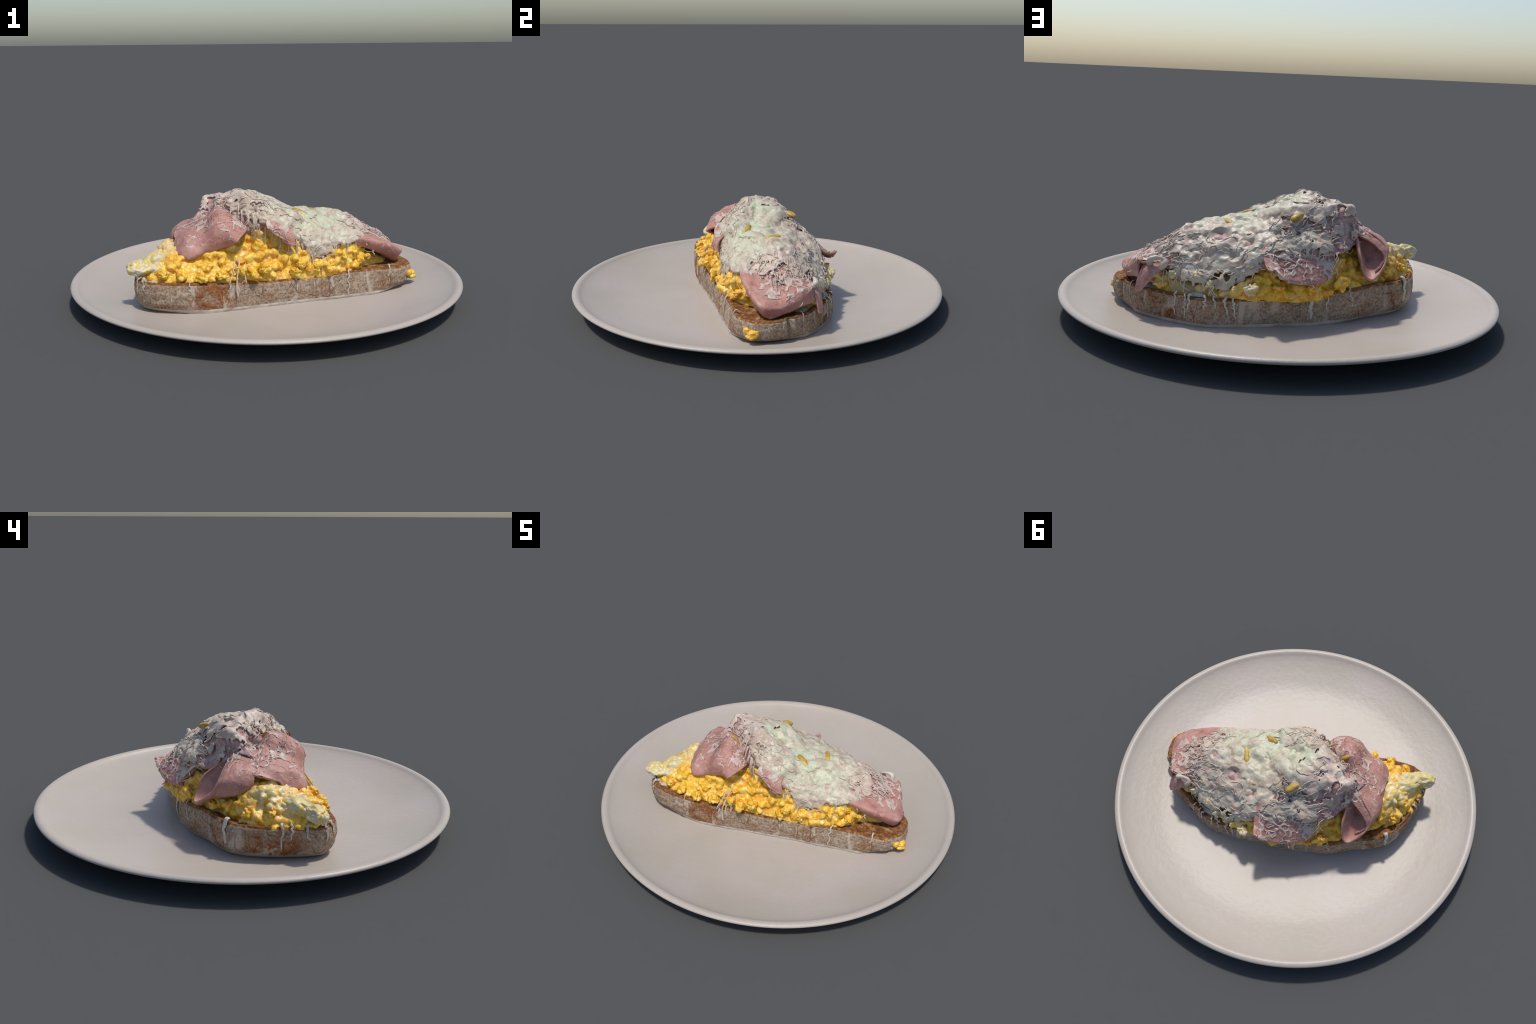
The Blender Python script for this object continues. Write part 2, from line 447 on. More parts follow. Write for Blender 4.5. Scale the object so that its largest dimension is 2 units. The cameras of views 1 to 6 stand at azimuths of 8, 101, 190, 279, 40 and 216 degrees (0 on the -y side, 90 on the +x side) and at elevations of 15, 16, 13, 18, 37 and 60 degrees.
# ------------------------------------------------------------------ pile of toppings
# cross-sections of the whole pile: (x, [(y, z) from the front foot over the ridge to the back foot])
SECTIONS = [
    (-.585, [(-.42, .12), (-.38, .14), (-.31, .155), (-.24, .165), (-.17, .165), (-.11, .15), (-.08, .12)]),
    (-.54, [(-.43, .15), (-.38, .20), (-.30, .215), (-.22, .245), (-.16, .245), (-.10, .21), (-.05, .14)]),
    (-.50, [(-.44, .16), (-.38, .225), (-.30, .25), (-.21, .29), (-.14, .302), (-.07, .27), (-.015, .155)]),
    (-.40, [(-.425, .16), (-.39, .215), (-.34, .27), (-.26, .34), (-.12, .375), (.02, .31), (.12, .16)]),
    (-.30, [(-.40, .155), (-.375, .215), (-.34, .26), (-.29, .325), (-.20, .37), (-.11, .415), (-.06, .475), (.0, .512), (.04, .475), (.08, .39), (.15, .32), (.23, .155)]),
    (-.20, [(-.365, .15), (-.345, .205), (-.315, .27), (-.27, .34), (-.19, .40), (-.135, .445), (-.12, .495), (-.07, .532), (.0, .537), (.05, .50), (.10, .435), (.16, .375), (.25, .305), (.31, .15)]),
    (-.10, [(-.325, .145), (-.30, .20), (-.255, .265), (-.20, .33), (-.178, .39), (-.155, .45), (-.12, .505), (-.06, .536), (.02, .538), (.09, .507), (.16, .462), (.21, .395), (.27, .345), (.33, .28), (.36, .145)]),
    (.0, [(-.28, .14), (-.260, .20), (-.225, .28), (-.195, .345), (-.205, .415), (-.182, .465), (-.11, .515), (-.02, .515), (.08, .487), (.17, .440), (.25, .393), (.31, .345), (.36, .265), (.385, .14)]),
    (.10, [(-.235, .14), (-.213, .20), (-.188, .285), (-.178, .345), (-.188, .405), (-.155, .445), (-.08, .468), (.0, .460), (.08, .445), (.15, .420), (.25, .385), (.34, .31), (.405, .20), (.415, .14)]),
    (.20, [(-.19, .14), (-.175, .19), (-.16, .26), (-.145, .34), (-.09, .405), (-.02, .430), (.06, .432), (.13, .42), (.20, .402), (.26, .37), (.33, .305), (.40, .21), (.425, .14)]),
    (.30, [(-.145, .14), (-.135, .18), (-.12, .235), (-.098, .32), (-.05, .378), (.02, .408), (.10, .420), (.16, .424), (.22, .402), (.30, .34), (.37, .26), (.41, .14)]),
    (.40, [(-.088, .14), (-.070, .18), (-.055, .235), (-.045, .300), (.0, .352), (.08, .380), (.15, .388), (.20, .380), (.26, .346), (.33, .28), (.38, .205), (.40, .14)]),
    (.50, [(-.02, .14), (.0, .18), (.015, .23), (.022, .290), (.060, .315), (.14, .327), (.22, .327), (.29, .306), (.35, .270), (.39, .22), (.40, .14)]),
    (.60, [(.055, .13), (.08, .175), (.098, .225), (.14, .247), (.20, .260), (.27, .260), (.32, .238), (.345, .195), (.355, .13)]),
    (.67, [(.13, .12), (.145, .155), (.17, .195), (.21, .208), (.25, .203), (.28, .175), (.30, .12)]),
]

def build_envelope(nu, nv):
    C = np.stack([catmull([(x, y, z) for y, z in pr], nv) for x, pr in SECTIONS])
    return np.stack([catmull(C[:, j], nu) for j in range(nv)], 1)

class Pile:
    """the pile surface as a height lookup, for things that lie on it"""
    def __init__(self, surface):
        self.G = surface; self.N = grid_normals(surface)
        if self.N[..., 2].mean() < 0: self.N = -self.N
        self.flat = self.G.reshape(-1, 3); self.nf = self.N.reshape(-1, 3)
    def at(self, x, y):
        d = (self.flat[:, 0] - x) ** 2 + (self.flat[:, 1] - y) ** 2
        i = int(np.argmin(d - .02 * 0)); return self.flat[i], self.nf[i]
    def uv(self, i, j):
        i = min(max(i, 0), self.G.shape[0] - 1); j = min(max(j, 0), self.G.shape[1] - 1)
        return self.G[int(i), int(j)], self.N[int(i), int(j)]

FRONT_EDGE = [(-.34, .455), (-.28, .47), (-.2, .49), (-.1, .455), (-.03, .42), (.06, .37), (.13, .34), (.19, .30), (.24, .235), (.29, .212), (.34, .25), (.40, .285), (.48, .285), (.56, .265), (.66, .24)]
BACK_EDGE = [(-.38, .36), (-.3, .33), (-.2, .31), (-.1, .32), (-.02, .31), (.05, .25), (.12, .20), (.2, .175), (.3, .175), (.40, .21), (.5, .26), (.6, .24)]

def warp3(P, amp, scale, k):
    return P + amp * np.stack([vnoise(P, scale, k + c) for c in range(3)], 1)

def remeshed(name, V, F, voxel, mat, parent, smooth_iter=2):
    ob = new_object(name, V, F, mat, parent)
    md = ob.modifiers.new("merge", 'REMESH'); md.mode = 'VOXEL'; md.voxel_size = voxel; md.use_smooth_shade = True
    sm = ob.modifiers.new("soften", 'SMOOTH'); sm.factor = .5; sm.iterations = smooth_iter
    dg = bpy.context.evaluated_depsgraph_get(); dg.update()
    me = bpy.data.meshes.new_from_object(ob.evaluated_get(dg))
    ob.modifiers.clear(); old = ob.data; ob.data = me; me.name = name
    if not me.materials: me.materials.append(mat)
    bpy.data.meshes.remove(old)
    return ob

def displace_mesh(ob, fn):
    me = ob.data; n = len(me.vertices)
    co = np.empty(n * 3); me.vertices.foreach_get("co", co); co = co.reshape(-1, 3)
    no = np.empty(n * 3); me.vertices.foreach_get("normal", no); no = no.reshape(-1, 3)
    co = co + no * fn(co)[:, None]
    me.vertices.foreach_set("co", co.reshape(-1)); me.update()
    me.polygons.foreach_set("use_smooth", [True] * len(me.polygons))

def build_pile(M, root):
    nu, nv = 420, 330
    G = build_envelope(nu, nv); N = grid_normals(G)
    if N[..., 2].mean() < 0: N = -N
    P = G.reshape(-1, 3); NN = N.reshape(-1, 3)
    ridge = np.argmax(G[..., 2], axis=1)
    front = (np.arange(nv)[None, :] < ridge[:, None])
    # ---- scrambled egg: a mound with curds pressed into it, melted into one crumbly mass
    g = G[::3, ::3]; n_ = N[::3, ::3]; f_ = front[::3, ::3]
    p = g.reshape(-1, 3); z = p[:, 2]
    inset = np.interp(z, [.16, .26, .36, .5], [.012, .020, .034, .06]) + (~f_).reshape(-1) * .012
    inset = inset + np.clip((p[:, 0] - .45) / .10, 0, 1) * .065
    inset = inset + .022 * np.clip((p[:, 1] + .08) / .06, 0, 1) * np.clip((-.30 - p[:, 0]) / .04, 0, 1) * (z > .24)
    inset = inset + .018 * np.clip((z - .27) / .04, 0, 1) * np.clip((-.24 - p[:, 0]) / .05, 0, 1) * np.clip((p[:, 0] + .47) / .03, 0, 1)
    edge_z = np.where(f_.reshape(-1), lerp_table(p[:, 0], FRONT_EDGE), lerp_table(p[:, 0], BACK_EDGE))
    inset = inset + .026 * np.clip((z - edge_z + .01) / .03, 0, 1)
    E = p + n_.reshape(-1, 3) * (-inset)[:, None]
    a, b = g.shape[:2]
    low = E.copy(); low[:, 2] = .125
    Fc = grid_faces(a, b); m_ = a * b
    faces = list(Fc) + [tuple(v + m_ for v in reversed(q)) for q in Fc]
    ring = [i * b for i in range(a)] + [(a - 1) * b + j for j in range(1, b)] + [i * b + b - 1 for i in range(a - 2, -1, -1)] + list(range(b - 2, 0, -1))
    for q, w in zip(ring, ring[1:] + ring[:1]): faces.append((q, w, w + m_, q + m_))
    parts = [(np.vstack([E, low]), faces)]
    r = np.random.default_rng(3)
    cand = np.flatnonzero((z < edge_z + .01) & (E[:, 2] < .36) & (E[:, 2] > .155) & (p[:, 0] < .54))
    for i, q in enumerate(r.choice(cand, 620)):
        sz = r.uniform(.010, .026)
        V, F = blob((sz * r.uniform(.8, 1.5), sz * r.uniform(.7, 1.1), sz * r.uniform(.6, 1.0)), i % 60 + 1, 2, .55, .1)
        t = r.uniform(0, 6.3); R_ = np.array([[math.cos(t), -math.sin(t), 0], [math.sin(t), math.cos(t), 0], [0, 0, 1]])
        c = E[q] + n_.reshape(-1, 3)[q] * r.uniform(-.004, .010)
        parts.append((V @ R_.T + c, F))
    V, F = join_parts(parts)
    egg = remeshed("scrambled_egg", V, F, .0055, M["egg"], root)
    displace_mesh(egg, lambda c: .006 * (bubbles(warp3(c, .012, 40, 4), 46, 8) - .55) + .006 * fbm(c, 24, 3, 12) + .002 * vnoise(c, 120, 13))
    # ---- ham lying under the melted cheese
    warp = .02 * fbm(P, 9, 3, 41)
    lumps = fbm(warp3(P, .02, 12, 51), 10.5, 2, 55)
    lumps = lumps * 1.6
    mid = 1 - 2 * np.abs(vnoise(warp3(P, .01, 25, 61), 19, 65))
    small = bubbles(warp3(P, .016, 24, 71), 21, 75) - .6
    relief = .017 * lumps + .003 * mid + .016 * small
    relief = relief - relief.mean()
    fold = relief * .9 + .005 * (1 - 2 * np.abs(vnoise(P * [1, .6, 1], 15, 44)))
    H = (P + NN * (fold - .013)[:, None]).reshape(nu, nv, 3)
    fe = lerp_table(G[..., 0], FRONT_EDGE); be = lerp_table(G[..., 0], BACK_EDGE)
    w2 = (warp * 1.2).reshape(nu, nv)
    in_x = (G[..., 0] > -.375 + 2 * w2) & (G[..., 0] < .60 + w2)
    mh = np.where(front, G[..., 2] > fe - .012 + w2 - .10 * np.clip((.02 - G[..., 0]) / .08, 0, 1), G[..., 2] > np.maximum(be, .27) - .012 + w2) & in_x
    keep = mh[:-1, :-1] & mh[1:, :-1] & mh[1:, 1:] & mh[:-1, 1:]
    solid_sheet("ham_slice", H, .010, M["creamed_ham"], root, keep)
    # ---- melted cheese
    d = relief + .0022 * fbm(P, 55, 2, 66)
    # dents in the cheese where bubbles burst
    for c, r_, dep in [((.224, .255, .376), .050, .018), ((.373, .205, .37), .028, .026), ((.362, -.036, .357), .035, .012), ((.08, .27, .36), .03, .014),
                      ((-.02, .22, .39), .03, .016), ((.36, .30, .30), .025, .014), ((.14, .33, .30), .028, .014), ((.30, .34, .28), .026, .014), ((.02, .30, .34), .025, .012)]:
        d = d - dep * np.clip(1 - (np.linalg.norm(P - np.array(c), axis=1) / r_) ** 2, 0, 1)
    rag = .034 * fbm(P, 20, 4, 71) + .018 * vnoise(P, 60, 72)
    rg = rag.reshape(nu, nv)
    zz = G[..., 2]
    margin = np.where(front, zz - fe - rg, zz - be - rg)
    mx = np.minimum(G[..., 0] + .35 + rg * 1.5, .565 - G[..., 0] + rg * 2)
    margin = np.minimum(margin, mx)
    thin = np.clip(margin / .03, 0, 1).reshape(-1)
    Cc = (P + NN * (d - .004 + .006 * thin)[:, None]).reshape(nu, nv, 3)
    # holes torn into it, many over the ham at both ends, few in the middle
    hole = fbm(P, 22, 2, 81).reshape(nu, nv) + .12 * vnoise(P, 75, 82).reshape(nu, nv)
    x = G[..., 0]
    lim = np.interp(x, [-.32, -.18, -.05, .05, .36, .44, .50, .60], [.30, .42, .60, .9, .9, .50, .16, -.05])
    lim = lim - np.where((~front) & (x < .05) & (zz < .46), .26, 0) - np.where(front & (x < .16), .10, 0) - np.where((~front) & (zz < .29), np.interp(x, [.10, .18, .46, .5], [.25, .72, .72, .2]), 0)
    m = (margin > 0) & (hole < lim)
    keep = m[:-1, :-1] & m[1:, :-1] & m[1:, 1:] & m[:-1, 1:]
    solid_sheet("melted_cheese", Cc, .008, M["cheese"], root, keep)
    return Cc, N, front

# ------------------------------------------------------------------ single ham slices
def ham_sheet(name, rows, M, root, th=.011, nu=90, nv=110, amp=.004, k=0, mat="ham", ragged=.0, web=None):
    G = sheet(rows, nu, nv)
    c = G.reshape(-1, 3).mean(0)
    if ((G - np.array([c[0] * .9, c[0] * .3, .15])) * grid_normals(G)).sum() < 0: G = G[:, ::-1]; rev = True
    else: rev = False
    N = grid_normals(G)
    P = G.reshape(-1, 3)
    d = amp * (1.3 * fbm(P, 9, 3, 101 + k) + .5 * vnoise(P * [1, 1, .5], 26, 102 + k)) + .0008 * vnoise(P, 110, 103)
    G = G + N * d.reshape(nu, nv, 1)
    keep = None
    if ragged > 0:
        i = np.arange(nu - 1)[:, None] / (nu - 2); j = np.arange(nv - 1)[None, :] / (nv - 2)
        e = np.minimum(np.minimum(i, 1 - i), np.minimum(j, 1 - j))
        keep = e > ragged * (.5 + .9 * vnoise(P, 24, 107 + k).reshape(nu, nv)[:-1, :-1])
    ob = solid_sheet(name, G, th, M[mat], root, keep)
    if web is not None:
        W = np.stack([catmull(r, nv * 2) for r in np.stack([G[:, j] for j in range(nv)], 1)])
        W = np.stack([catmull(W[:, j], nu * 2) for j in range(nv * 2)], 1)
        n2 = grid_normals(W)
        Q = W.reshape(-1, 3)
        fi = np.repeat(np.linspace(0, 1, nu * 2), nv * 2); fj = np.tile(np.linspace(1, 0, nv * 2) if rev else np.linspace(0, 1, nv * 2), nu * 2)
        a = np.abs(vnoise(warp3(Q, .015, 22, 300 + k), 27, 310 + k)); b = np.abs(vnoise(warp3(Q, .015, 22, 320 + k), 44, 330 + k))
        wid = web(fi, fj) * (.80 + .60 * vnoise(Q, 13, 340 + k))
        m = np.maximum(wid - a, wid * .7 - b)
        e = np.minimum(np.minimum(fi, 1 - fi), np.minimum(fj, 1 - fj))
        m = np.where(e < .012, -1, m)
        lift = .0004 + .0045 * np.clip(m / .2, 0, 1)
        W = W + n2 * lift.reshape(nu * 2, nv * 2, 1)
        mk = (m > 0).reshape(nu * 2, nv * 2)
        kp = mk[:-1, :-1] & mk[1:, :-1] & mk[1:, 1:] & mk[:-1, 1:]
        film = solid_sheet("cheese_film", W, .0, M["film"], root, kp)
        film["kind"] = "stuff"
    return ob

def build_ham(M, root):
    # front left slice: folded over, its fold hanging over the egg
    ham_sheet("ham_slice", [
        [(-.11, -.150, .345), (-.155, -.130, .375), (-.21, -.120, .42), (-.28, -.09, .41), (-.35, -.05, .375), (-.41, -.02, .345)],
        [(-.068, -.190, .385), (-.13, -.178, .430), (-.212, -.172, .482), (-.285, -.148, .43), (-.36, -.10, .395), (-.44, -.07, .355)],
        [(-.065, -.245, .380), (-.125, -.258, .428), (-.20, -.262, .445), (-.30, -.225, .388), (-.385, -.19, .368), (-.447, -.145, .342)],
        [(-.092, -.318, .352), (-.150, -.312, .380), (-.205, -.316, .380), (-.275, -.300, .348), (-.345, -.298, .345), (-.428, -.235, .320)],
        [(-.112, -.314, .330), (-.165, -.298, .318), (-.24, -.322, .298), (-.33, -.348, .265), (-.38, -.322, .275), (-.435, -.25, .280)],
        [(-.125, -.265, .310), (-.18, -.262, .290), (-.25, -.285, .268), (-.33, -.305, .243), (-.38, -.275, .252), (-.42, -.20, .260)],
    ], M, root, k=1, nu=110, amp=.006, web=lambda u, v: .20 * np.clip(1.25 - 1.9 * u, 0, 1) + .06 * (u < .75))
    # left slice: drapes down the end and rolls into an open scoop at the back
    ham_sheet("ham_slice", [
        [(-.27, -.11, .42), (-.29, -.07, .43), (-.31, -.03, .43), (-.32, .0, .42), (-.32, .02, .40)],
        [(-.37, -.12, .385), (-.38, -.08, .39), (-.375, -.045, .393), (-.37, -.02, .39), (-.36, .01, .375)],
        [(-.435, -.13, .355), (-.45, -.08, .362), (-.45, -.04, .365), (-.435, -.005, .362), (-.42, .02, .35)],
        [(-.465, -.13, .315), (-.485, -.08, .315), (-.492, -.03, .32), (-.488, .01, .318), (-.475, .035, .30)],
        [(-.465, -.12, .282), (-.485, -.07, .272), (-.492, -.02, .268), (-.485, .03, .262), (-.47, .06, .255)],
        [(-.445, -.10, .265), (-.46, -.05, .255), (-.468, .0, .245), (-.462, .05, .235), (-.45, .085, .228)],
    ], M, root, k=2, amp=.005, web=lambda u, v: .24 * np.clip(1.0 - 1.8 * u, 0, 1) + .03)
    rim = catmull([(-.365, -.035, .392), (-.425, -.015, .372), (-.478, .010, .325), (-.480, .055, .272), (-.458, .105, .228), (-.432, .140, .208),
                   (-.402, .138, .238), (-.385, .115, .295), (-.366, .065, .345), (-.352, .010, .380)], 120, closed=True)
    deep = np.array([-.395, -.005, .268])
    rings = []
    for t in np.linspace(0, 1, 36):
        q = rim * (1 - t) + deep * t
        belly = math.sin(math.pi * min(1, t * 1.15)) * .030
        c = rim.mean(0) * (1 - t) + deep * t
        o = q - c; o /= np.maximum(np.linalg.norm(o, axis=1, keepdims=True), 1e-6)
        q = q + o * belly * (1 - t)
        rings.append(q)
    S = np.stack(rings)
    S = S + (.004 * fbm(S.reshape(-1, 3), 16, 3, 231)).reshape(36, 120, 1)
    Ns = grid_normals(S)
    if ((S - rim.mean(0)) * Ns).sum() < 0: Ns = -Ns
    shell = np.concatenate([(S + Ns * .010)[::-1], S])
    shell[35] = shell[35] * .5 + S[0] * .5
    new_object("ham_slice", shell.reshape(-1, 3), grid_faces(72, 120, wrap_v=True), M["ham"], root)
    # slice over the right hand end, its front edge turned under
    ham_sheet("ham_slice", [
        [(.33, .03, .24), (.33, .0, .27), (.335, .0, .315), (.34, .09, .355), (.345, .20, .36), (.35, .30, .30), (.36, .36, .23)],
        [(.40, .045, .253), (.40, .002, .272), (.41, -.008, .322), (.415, .10, .348), (.42, .21, .355), (.425, .305, .30), (.43, .37, .24)],
        [(.47, .075, .243), (.475, .032, .256), (.49, .016, .302), (.495, .12, .312), (.50, .22, .316), (.49, .305, .294), (.485, .375, .262)],
        [(.54, .118, .215), (.55, .070, .226), (.575, .058, .272), (.575, .14, .275), (.57, .23, .275), (.555, .31, .272), (.53, .382, .262)],
        [(.60, .155, .18), (.615, .110, .192), (.655, .112, .238), (.652, .185, .235), (.635, .25, .232), (.60, .315, .255), (.55, .385, .27)],
        [(.64, .195, .14), (.665, .158, .155), (.702, .172, .198), (.688, .225, .200), (.655, .275, .20), (.61, .33, .22), (.555, .39, .235)],
        [(.64, .215, .13), (.655, .20, .13), (.672, .205, .140), (.66, .235, .15), (.63, .285, .165), (.59, .335, .18), (.55, .39, .195)],
    ], M, root, k=3, nu=110, nv=140, amp=.004, web=lambda u, v: .42 * np.clip((v - .40) / .16, 0, 1) * np.clip((.84 - u) / .2, 0, 1) + .03 * (v > .35))
    # torn flap hanging at the back of the right end
    ham_sheet("ham_slice", [
        [(.42, .36, .255), (.46, .365, .265), (.50, .365, .265), (.54, .36, .25)],
        [(.455, .402, .225), (.48, .408, .228), (.51, .404, .228), (.54, .393, .222)],
        [(.49, .42, .185), (.51, .425, .18), (.53, .42, .18), (.55, .408, .185)],
        [(.525, .428, .145), (.535, .43, .14), (.545, .425, .138), (.555, .418, .142)],
    ][::-1], M, root, k=4, nu=50, nv=50, amp=.003, th=.009)
    # slice at the back, hanging over the egg with a turned up corner
    ham_sheet("ham_slice", [
        [(.04, .27, .37), (-.04, .24, .375), (-.12, .21, .375), (-.20, .17, .37), (-.26, .12, .37)],
        [(.02, .33, .325), (-.05, .31, .325), (-.13, .27, .32), (-.21, .22, .31), (-.27, .17, .31)],
        [(-.01, .385, .285), (-.07, .365, .275), (-.14, .33, .265), (-.22, .275, .255), (-.275, .22, .262)],
        [(-.045, .425, .282), (-.09, .395, .245), (-.16, .355, .228), (-.23, .30, .225), (-.27, .245, .235)],
        [(-.055, .41, .265), (-.10, .385, .228), (-.17, .345, .212), (-.235, .29, .21), (-.265, .235, .222)],
    ][::-1], M, root, k=5, amp=.007, mat="ham", web=lambda u, v: .30 + 0 * u)
    # pointed scrap below it
    V, F = tube(catmull([(-.15, .31, .225), (-.18, .325, .215), (-.198, .337, .208), (-.212, .348, .20)], 14), np.linspace(.014, .002, 14), 8)
    new_object("ham_scrap", V, F, M["ham"], root)
    # folds showing below the cheese in the middle of the front
    ham_sheet("ham_slice", [
        [(.03, -.19, .43), (.07, -.18, .43), (.11, -.165, .415), (.15, -.13, .40)],
        [(.03, -.222, .405), (.075, -.212, .40), (.115, -.197, .385), (.155, -.17, .37)],
        [(.06, -.218, .37), (.095, -.210, .36), (.13, -.205, .35), (.165, -.175, .345)],
        [(.105, -.215, .34), (.13, -.205, .33), (.15, -.192, .32), (.172, -.175, .318)],
        [(.145, -.20, .308), (.155, -.192, .302), (.165, -.182, .298), (.176, -.172, .298)],
    ], M, root, k=6, nu=80, nv=80, amp=.014, th=.008, ragged=.04, web=lambda u, v: .25 * np.clip(1.3 - 1.2 * u, 0, 1))
    # loop of cheese at the back of the right hand end
    a = np.linspace(.1, 2 * math.pi + .1, 60)
    loop = np.column_stack([.468 + .034 * np.cos(a), .381 + .008 * np.sin(a * 2), .262 + .022 * np.sin(a)])
    V, F = tube(loop, .0105 * (1 + .3 * np.sin(a * 2.3)), 10)
    V = V + .003 * np.stack([vnoise(V, 40, c) for c in (1, 2, 3)], 1)
    new_object("cheese_loop", V, F, M["string"], root)

# ------------------------------------------------------------------ egg curds, seeds, strings
def blob(scale3, k, level=4, lump=.30, fine=.10):
    V, F = ico(level)
    d = 1 + lump * fbm(V + k * 3.7, 1.6, 3, k) + fine * (bubbles(V + k * 1.3, 3.2, k) - .5) * 2
    return V * d[:, None] * np.array(scale3), F

def place(name, V, F, loc, rotz, tilt, mat, root):
    a, b = rotz, tilt
    Rz = np.array([[math.cos(a), -math.sin(a), 0], [math.sin(a), math.cos(a), 0], [0, 0, 1]])
    Rx = np.array([[1, 0, 0], [0, math.cos(b), -math.sin(b)], [0, math.sin(b), math.cos(b)]])
    W = V @ Rx.T @ Rz.T
    ob = new_object(name, W, F, mat, root)
    ob.location = Vector(loc)
    return ob

def build_curds(M, root, pile):
    rows = [
        # along the front: (x, y, z, size)
        (-.44, -.415, .205, .026), (-.40, -.42, .205, .030), (-.35, -.415, .20, .032), (-.30, -.40, .195, .030), (-.26, -.39, .19, .032),
        (-.37, -.385, .235, .028), (-.30, -.37, .24, .030), (-.23, -.355, .235, .030), (-.16, -.33, .25, .026),
        (-.21, -.385, .175, .028), (-.16, -.355, .20, .034), (-.11, -.345, .18, .028), (-.07, -.315, .215, .036), (-.10, -.29, .27, .030),
        (-.02, -.30, .195, .032), (.025, -.275, .165, .028), (.03, -.262, .21, .034), (-.02, -.262, .27, .032), (.02, -.235, .31, .030),
        (.08, -.24, .19, .030), (.07, -.225, .25, .034), (.12, -.215, .18, .028), (.175, -.19, .178, .032), (.13, -.20, .24, .030),
        (.20, -.175, .215, .026), (.24, -.15, .175, .022), (.27, -.14, .195, .024), (.32, -.112, .165, .030), (.335, -.09, .205, .028),
        (.38, -.07, .185, .030), (.40, -.04, .225, .028), (.44, -.03, .185, .034), (.48, .0, .195, .030), (.51, .02, .18, .026), (.52, .05, .205, .024),
        # the left end and the back
        (-.53, -.17, .25, .034), (-.54, -.22, .225, .030), (-.50, -.12, .285, .034), (-.545, -.11, .215, .030), (-.515, -.06, .225, .034),
        (-.48, -.02, .22, .034), (-.555, -.15, .195, .022), (-.50, -.23, .27, .034), (-.47, -.27, .255, .030), (-.43, .05, .205, .028),
        (-.36, .14, .205, .034), (-.31, .20, .20, .038), (-.335, .232, .172, .026), (-.27, .19, .235, .032), (-.25, .25, .19, .032), (-.19, .28, .19, .030),
        (-.12, .31, .19, .034), (-.06, .34, .20, .034), (-.01, .36, .205, .034), (.05, .395, .195, .036), (.055, .40, .165, .024),
        (.38, .36, .225, .034), (.33, .375, .23, .030), (.29, .38, .22, .030), (.42, .355, .20, .030), (.23, .385, .20, .030),
    ]
    for i, (x, y, z, s) in enumerate(rows):
        if z > .225 or i % 2: continue
        s *= .8; y -= math.copysign(.006, y)* -1; z -= .008
        r = random.Random(i * 31 + 5)
        V, F = blob((s * r.uniform(.85, 1.4), s * r.uniform(.7, 1.0), s * r.uniform(.7, .95)), i + 1, 4, .75, .12)
        creamy = (x > .0 and y > .2) or (i in (8, 20, 21))
        place("egg_curd", V, F, (x, y, z), r.uniform(0, 6.3), r.uniform(-.4, .4), M["creamy_egg" if creamy else "egg"], root)
    # cream-filmed lump on the corner of the bread, and the bit stuck to the right hand crust
    V, F = blob((.062, .045, .036), 77, 5, .30, .12)
    place("creamy_egg_lump", V, F, (-.555, -.41, .225), .5, .2, M["creamy_egg"], root)
    V, F = blob((.040, .032, .028), 78, 5, .30, .12)
    place("creamy_egg_lump", V, F, (-.50, -.385, .215), .2, .1, M["creamy_egg"], root)
    V, F = blob((.085, .055, .055), 79, 5, .25, .10)
    place("creamy_egg_lump", V, F, (-.485, -.31, .225), .9, .2, M["creamy_egg"], root)
    V, F = blob((.024, .030, .022), 80, 4, .35, .12)
    place("egg_curd", V, F, (.748, .135, .085), .4, .1, M["egg"], root)
    V, F = blob((.018, .018, .016), 81, 4, .35, .12)
    place("egg_curd", V, F, (.735, .105, .10), .4, .1, M["egg"], root)

def build_seeds(M, root, pile):
    V0, F0 = ico(4)
    # blunt end, pointed end, half width
    specs = [((.135, -.010, .454), (.231, -.025, .414), .018), ((.196, .166, .418), (.272, .079, .416), .018), ((-.074, .196, .458), (-.114, .128, .480), .019),
             ((-.223, -.150, .487), (-.172, -.135, .40), .018), ((.105, .125, .413), (.14, .14, .413), .009), ((.09, .225, .390), (.12, .235, .385), .008)]
    for i, (a, b, w) in enumerate(specs):
        a, b = np.array(a), np.array(b)
        t = V0[:, 0]
        taper = np.sqrt(np.clip(1.0 - .42 * t - .1 * t * t, .2, 2))
        L = np.linalg.norm(b - a) / 2; X = (b - a) / (2 * L)
        Y = np.cross([0, 0, 1], X); Y /= np.linalg.norm(Y); Z = np.cross(X, Y)
        d = 1 + .05 * fbm(V0 + i, 1.8, 3, i)
        V = (np.outer(V0[:, 0] * L, X) + np.outer(V0[:, 1] * w * taper, Y) + np.outer(V0[:, 2] * w * .8 * taper, Z)) * d[:, None]
        ob = new_object("pine_nut", V, F0, M["seed"], root)
        ob.location = Vector(((a + b) / 2 - np.array([0, 0, .003])).tolist())

def strand_on(pile, i, j, di, dj, steps, wob, r, lift, seed):
    """string that wanders over the pile surface"""
    rr = random.Random(seed); P = []; Nn = []
    ang = math.atan2(dj, di)
    for s in range(steps):
        p, n = pile.uv(i, j); P.append(p + n * (lift + .0015 * math.sin(s * .9 + seed))); Nn.append(n)
        ang += rr.gauss(0, wob); i += 2.2 * math.cos(ang); j += 2.2 * math.sin(ang)
    P = catmull(np.array(P), steps * 2)
    rad = r * np.interp(np.linspace(0, 1, len(P)), [0, .15, .6, 1], [.5, 1, .9, .35]) * (1 + .3 * np.sin(np.linspace(0, 9 + seed % 5, len(P))))
    return tube(P, rad, 5)

